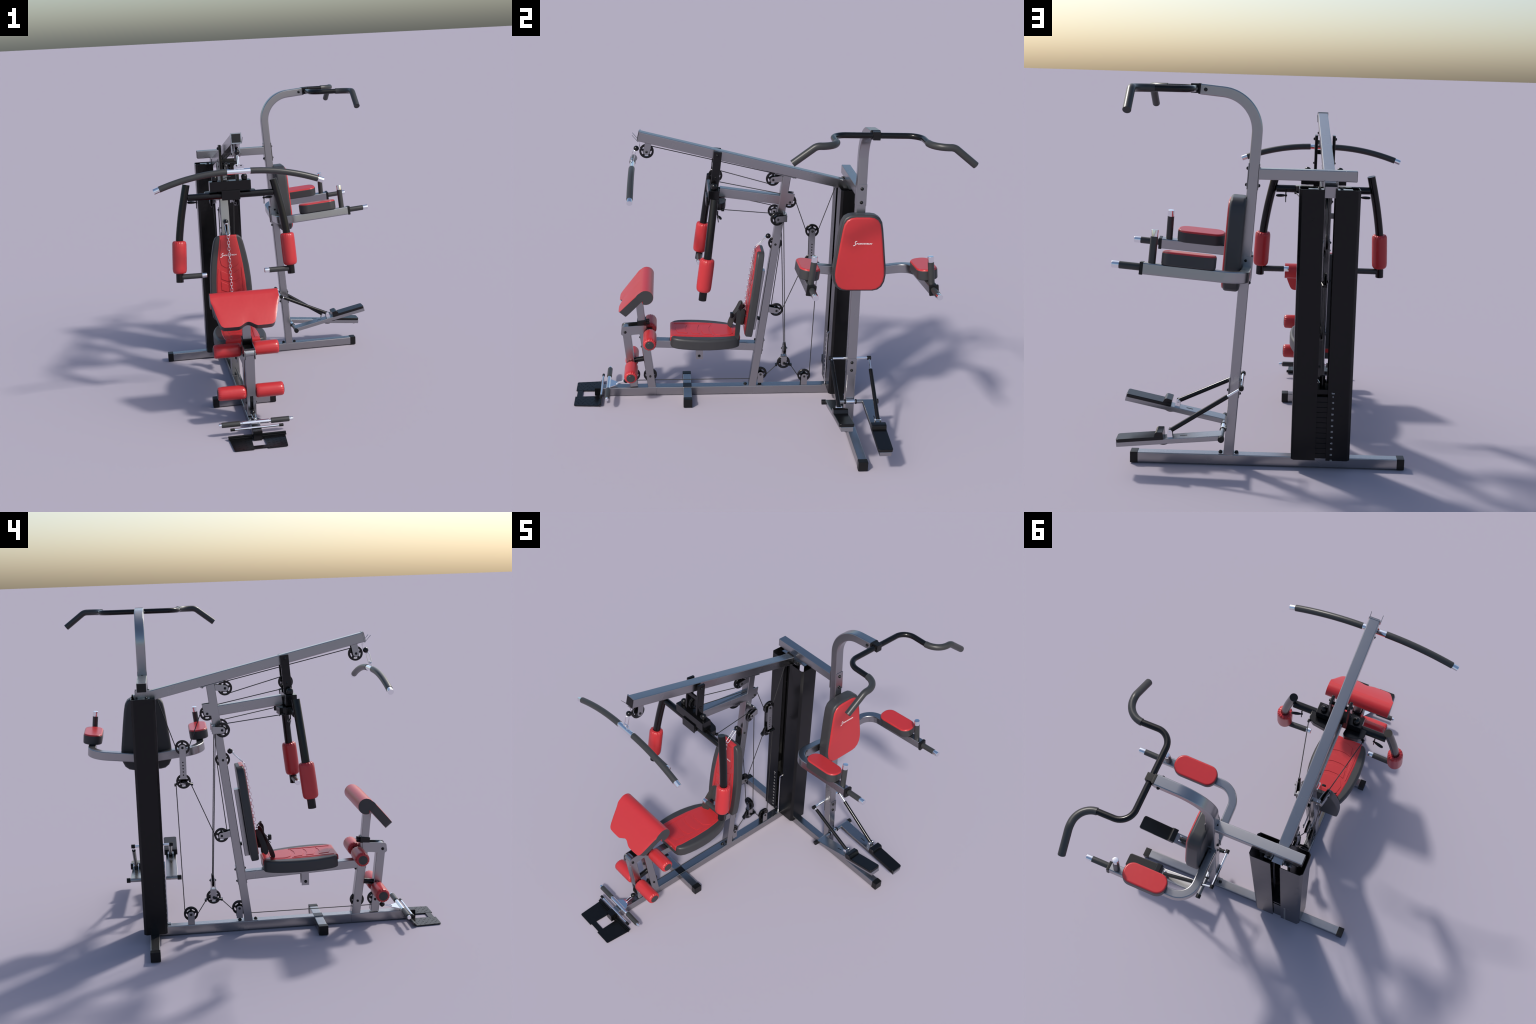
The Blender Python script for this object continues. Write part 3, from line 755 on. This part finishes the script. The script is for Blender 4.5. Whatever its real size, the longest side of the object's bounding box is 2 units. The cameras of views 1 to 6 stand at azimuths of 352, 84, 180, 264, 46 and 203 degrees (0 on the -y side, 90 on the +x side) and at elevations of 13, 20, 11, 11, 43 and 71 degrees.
add_box(plate_bm, (XC, -.974, .0025), AX, (.040, .0155, .0019))
add_box(plate_bm, (XC, -.862, .0025), AX, (.036, .008, .0019))
fplate = finish(plate_bm, "foot_plate", 'tread')
for s in (-1, 1):
    a, b = XC + s * .026, XC + s * .1555
    box("plate_lip", (min(a, b), -.858, .003), (max(a, b), -.850, .013), 'tread', fplate, .002)
    box("plate_lip", (min(a, b), -.8515, .0105), (max(a, b), -.8405, .021), 'tread', fplate, .003)
bm = bmesh.new()
for s in (-1, 1):
    for i in range(5):
        for j in range(5):
            x = XC + s * (.05 + .021 * i); y = -.988 + .026 * j + (.013 if i % 2 else 0)
            if y > -.865: continue
            a = .6 if (i + j) % 2 else -.6; d = V((math.cos(a), math.sin(a), 0)); q = V((-d.y, d.x, 0))
            add_box(bm, (x, y, .0054), (d, q, V((0, 0, 1))), (.006, .0014, .0006))
finish(bm, "tread_pattern", 'tread', fplate, stuff=True)

# ================================================================== DIP / PULL-UP STATION
k = .0657; PT = V((-k, 0, 1)).normalized(); PQ = V((1, 0, k)).normalized()
def post_x(z): return .1925 - k * z
def D(q, y, p):
    """station frame: q forward of the post axis, p height up the post, y across"""
    z0 = V((post_x(0), YC, 0)); return z0 + PQ * q + PT * p + V((0, y, 0))
path = fillet([(post_x(.05), YC, .05), (post_x(1.699), YC, 1.699), (.340, YC, 1.7225)], .165, 20)
dpost = rect_pipe("dip_post", path, .052, .047, 'steel', (0, 1, 0))
box("base_flange", (.145, .531, .0515), (.235, .58, .0545), 'steel', dpost, .001)
for x in (.152, .227): bolt((x, .5555, .055), (0, 0, 1), dpost, 1.2)
def post_plate(p, hp, sg): 
    obox("bracket_plate", D(sg * .0245, 0, p), (PQ, V((0, 1, 0)), PT), (.0016, .0265, hp), 'steel', dpost, .0008)
for sg in (-1, 1):
    post_plate(1.352, .058, sg)
    for z in (1.332, 1.405): bolt(D(sg * .0262, 0, z - .02 + .0), PQ * sg, dpost, 1.1)
post_plate(.378, .047, 1)
for p in (.357, .403): bolt(D(.0262, 0, p), PQ, dpost, 1.0)
post_plate(.378, .047, -1)
for p in (.345, .41): bolt(D(-.0262, 0, p), -PQ, dpost, .9)
for s in (-1, 1): bolt((.318, YC + s * .0262, 1.721), (0, s, 0), dpost)
bolt(D(-.0235, 0, .985), -PQ, dpost); bolt(D(-.0235, 0, .87), -PQ, dpost)
box("handle_clamp", (.337, .5325, 1.701), (.351, .5775, 1.747), 'cap', dpost, .002)
# pull-up bar
clampb = box("bar_clamp", (.345, .5365, 1.7045), (.3835, .5735, 1.746), 'cap', None, .002)
pz = 1.7245
for s in (-1, 1):
    full = fillet([(.363, YC, pz), (.363, YC + s * .222, pz), (.592, YC + s * .222, pz), (.593, YC + s * .328, pz), (.593, YC + s * .438, 1.6405)], [.07, .086, .05], 12)
    # split at the foam start
    acc = []; grip = []
    for p in full:
        (grip if (p.x > .513) else acc).append(p)
    cut = V((.513, YC + s * .222, pz)) if acc[-1].x > .44 else grip[0]
    bar = pipe("pull_up_bar", acc + [cut], .0148, 'black', None, 18)
    pipe("foam_grip", [cut - V((.001, 0, 0))] + grip, .0175, 'foam', bar, 18)

# backrest pad of the dip station
bo = D(.0235, 0, 0)
def R2(hwt, p): return (hwt, p)
dh = [(.072, .842), (.098, .8475), (.120, .865), (.1335, .894), (.1385, .93), (.1365, .97), (.128, 1.04), (.1185, 1.12), (.109, 1.19), (.102, 1.225), (.088, 1.249), (.066, 1.262), (.04, 1.266)]
dpad = slab("dip_backrest", mirror([(a + .0045, .841 + (b - .842) * .988) for a, b in dh]), bo, (0, 1, 0), PT, PQ, -.006, .0665, 'grey', None, .014, .016, 6, 60)
rh2 = [(a - .005, .848 + (b - .842) * (.400 / .424)) for a, b in dh]
slab("backrest_panel", mirror(rh2), bo, (0, 1, 0), PT, PQ, .045, .0735, 'red', dpad, .010, 0, 5, 50)
logo(bo + PT * 1.103 + PQ * .0739 + V((0, -.046, 0)), (0, 1, 0), PT, PQ, dpad, .103)

# arm rails: each half lies in a plane that rises forwards and outwards
ks, kr = .08, .11
AQ = V((1, 0, ks)).normalized()
def A(x, y, up=0.0):
    n = V((-ks, -kr * (1 if y > 0 else -1), 1)).normalized()
    return V((x, YC + y, .957 + ks * (x - .21) - kr * (.310 - abs(y)))) + n * up
urail = None
for s in (-1, 1):
    y = s * .310; AT = V((-ks, -kr * s, 1)).normalized(); AW = AT.cross(AQ)
    path = fillet([A(.557, y), A(.1255, y), A(.1255, s * .012)], .092, 14)
    o = rect_pipe("arm_rail", path, .050, .043, 'steel', AT); urail = o
    obox("arm_end_cap", A(.552, y), (AQ, AW, AT), (.0075, .0238, .0268), 'cap', urail, .002)
    g = s * .307
    foam_bar("foam_grip", A(.558, g, .003), A(.648, g, .003), .0158, parent=urail)
    rod("chrome_tip", A(.646, g, .003), A(.6775, g, .003), .0150, 'chrome', urail, 20, .002)
    # upright hand post, leaning in a little
    f0 = A(.512, y, .022)
    foam_bar("foam_grip", f0, f0 + AT * .116, .0158, parent=urail)
    rod("chrome_tip", f0 + AT * .113, f0 + AT * .144, .0153, 'chrome', urail, 20, .002)
    # elbow pad
    pts = round_poly([(-.114, -.0535), (.114, -.0535), (.114, .0535), (-.114, .0535)], .047, 8)
    ep = slab("elbow_pad", pts, A(.359, y, .0), AQ, AW, AT, .0255, .076, 'grey', urail, .003, .006, 3, 50)
    pts = round_poly([(-.113, -.0525), (.113, -.0525), (.113, .0525), (-.113, .0525)], .047, 8)
    slab("elbow_pad_cover", pts, A(.359, y, .0), AQ, AW, AT, .068, .0835, 'red', ep, .008, 0, 4, 50)
for z, x in ((.975, .0), (.90, .0)):
    for s in (-1, 1): bolt(D(0, s * .0265, z), (0, s, 0), urail)
# gusset plates joining arms to post
for s in (-1, 1):
    obox("gusset", D(-.004, s * .0275, .938), (PQ, V((0, 1, 0)), PT), (.028, .0016, .055), 'steel', urail, .0008)

# ================================================================== STEPPER
lx, lz = .217, .175
step_axle = rod("stepper_axle", (lx, .398, lz), (lx, .708, lz), .0112, 'steel')
for a, b in ((.393, .417), (.692, .714)): rod("axle_cap", (lx, a, lz), (lx, b, lz), .0145, 'cap', step_axle)
for y in (.5245, .5865): rod("axle_collar", (lx, y - .004, lz), (lx, y + .004, lz), .014, 'plastic', step_axle)
rod("axle_sleeve", (lx, .532, lz), (lx, .579, lz), .0128, 'chrome', step_axle)
uprod = rod("damper_axle", (.1325, .448, .403), (.1325, .662, .403), .0075, 'chrome')
for y in (.446, .663): rod("axle_cap", (.1325, y - .012, .403), (.1325, y + .010, .403), .0115, 'cap', uprod)
for y, ang_end, pl in ((.657, V((.692, 0, .128)), V((.452, .662, .192))), (.447, V((.684, 0, .275)), V((.436, .449, .262)))):
    e0 = V((lx - .002, y, lz)); e1 = V((ang_end.x, y, ang_end.z)); d = (e1 - e0).normalized(); n = V((0, -1, 0)).cross(d)
    if n.z < 0: n = -n
    L = (e1 - e0).length
    bm = bmesh.new()
    out = [(0.0, -.034), (.10, -.034), (.24, -.031), (L, -.031), (L, .031), (.24, .031), (.10, .034), (0.0, .034)]
    slab_bm(bm, out, e0, d, V((0, 1, 0)), n, -.012, .0125, .003, .003)
    lever = finish(bm, "pedal_lever", 'steel')
    # pedal
    o = e1 - d * .0935 + n * .0125
    pp = round_poly([(-.121, -.040), (.0925, -.040), (.0925, .040), (-.121, .040)], [.003, .012, .012, .003], 4)
    ped = slab("pedal", pp, o, d, (0, 1, 0), n, 0, .0155, 'plastic', lever, .005, 0, 3)
    heel = [(-.123, 0), (-.082, 0), (-.082, .016), (-.088, .033), (-.096, .037), (-.123, .035)]
    slab("heel_stop", round_poly(heel, [.001, .001, .004, .004, .004, .004], 3), o + V((0, -.0395, 0)), d, n, V((0, 1, 0)), 0, .079, 'plastic', ped, .002, .002)
    for q, r_, h in ((.07, .010, .006), (-.12, .024, .006)):
        lathe_c = o + d * q - n * .026
        bmk = bmesh.new(); lathe_bm(bmk, lathe_c, -n, [(-.002, 0), (-.002, r_), (h * .6, r_), (h, r_ * .8), (h, 0)], 16); finish(bmk, "rubber_foot", 'cap', lever)
    # damper
    topp = V((.1325, pl.y, .403)); dd = pl - topp; full = dd.length; dn = dd.normalized(); ch = .19 if y > .6 else .06
    damper = rod("damper", topp + dn * full * ch, pl, .0108, 'black', lever, 18, .002)
    rod("damper_rod", topp, topp + dn * (full * ch + .004), .0052, 'chrome', damper, 12)
    bmk = bmesh.new()
    foot0 = e0 + d * ((pl - e0).dot(d)) + n * .0125
    fy = pl.y
    for s in (-1, 1):
        hgt = max(.012, (pl - foot0).dot(n))
        slab_bm(bmk, round_poly([(-.012, 0), (.012, 0), (.011, hgt + .010), (-.011, hgt + .010)], [.001, .001, .009, .009], 4), V((foot0.x, fy + s * .0145, foot0.z)), d, n, V((0, 1, 0)), -.0016, .0016)
    cl = finish(bmk, "damper_clevis", 'chrome', lever)
    rod("clevis_pin", (pl.x, fy - .018, pl.z), (pl.x, fy + .018, pl.z), .005, 'chrome', cl, 12)
    slot = foot0 - d * .06 + n * .0004
    obox("slot", slot, (d, V((0, 1, 0)), n), (.016, .0022, .0005), 'cap', lever, .0002)
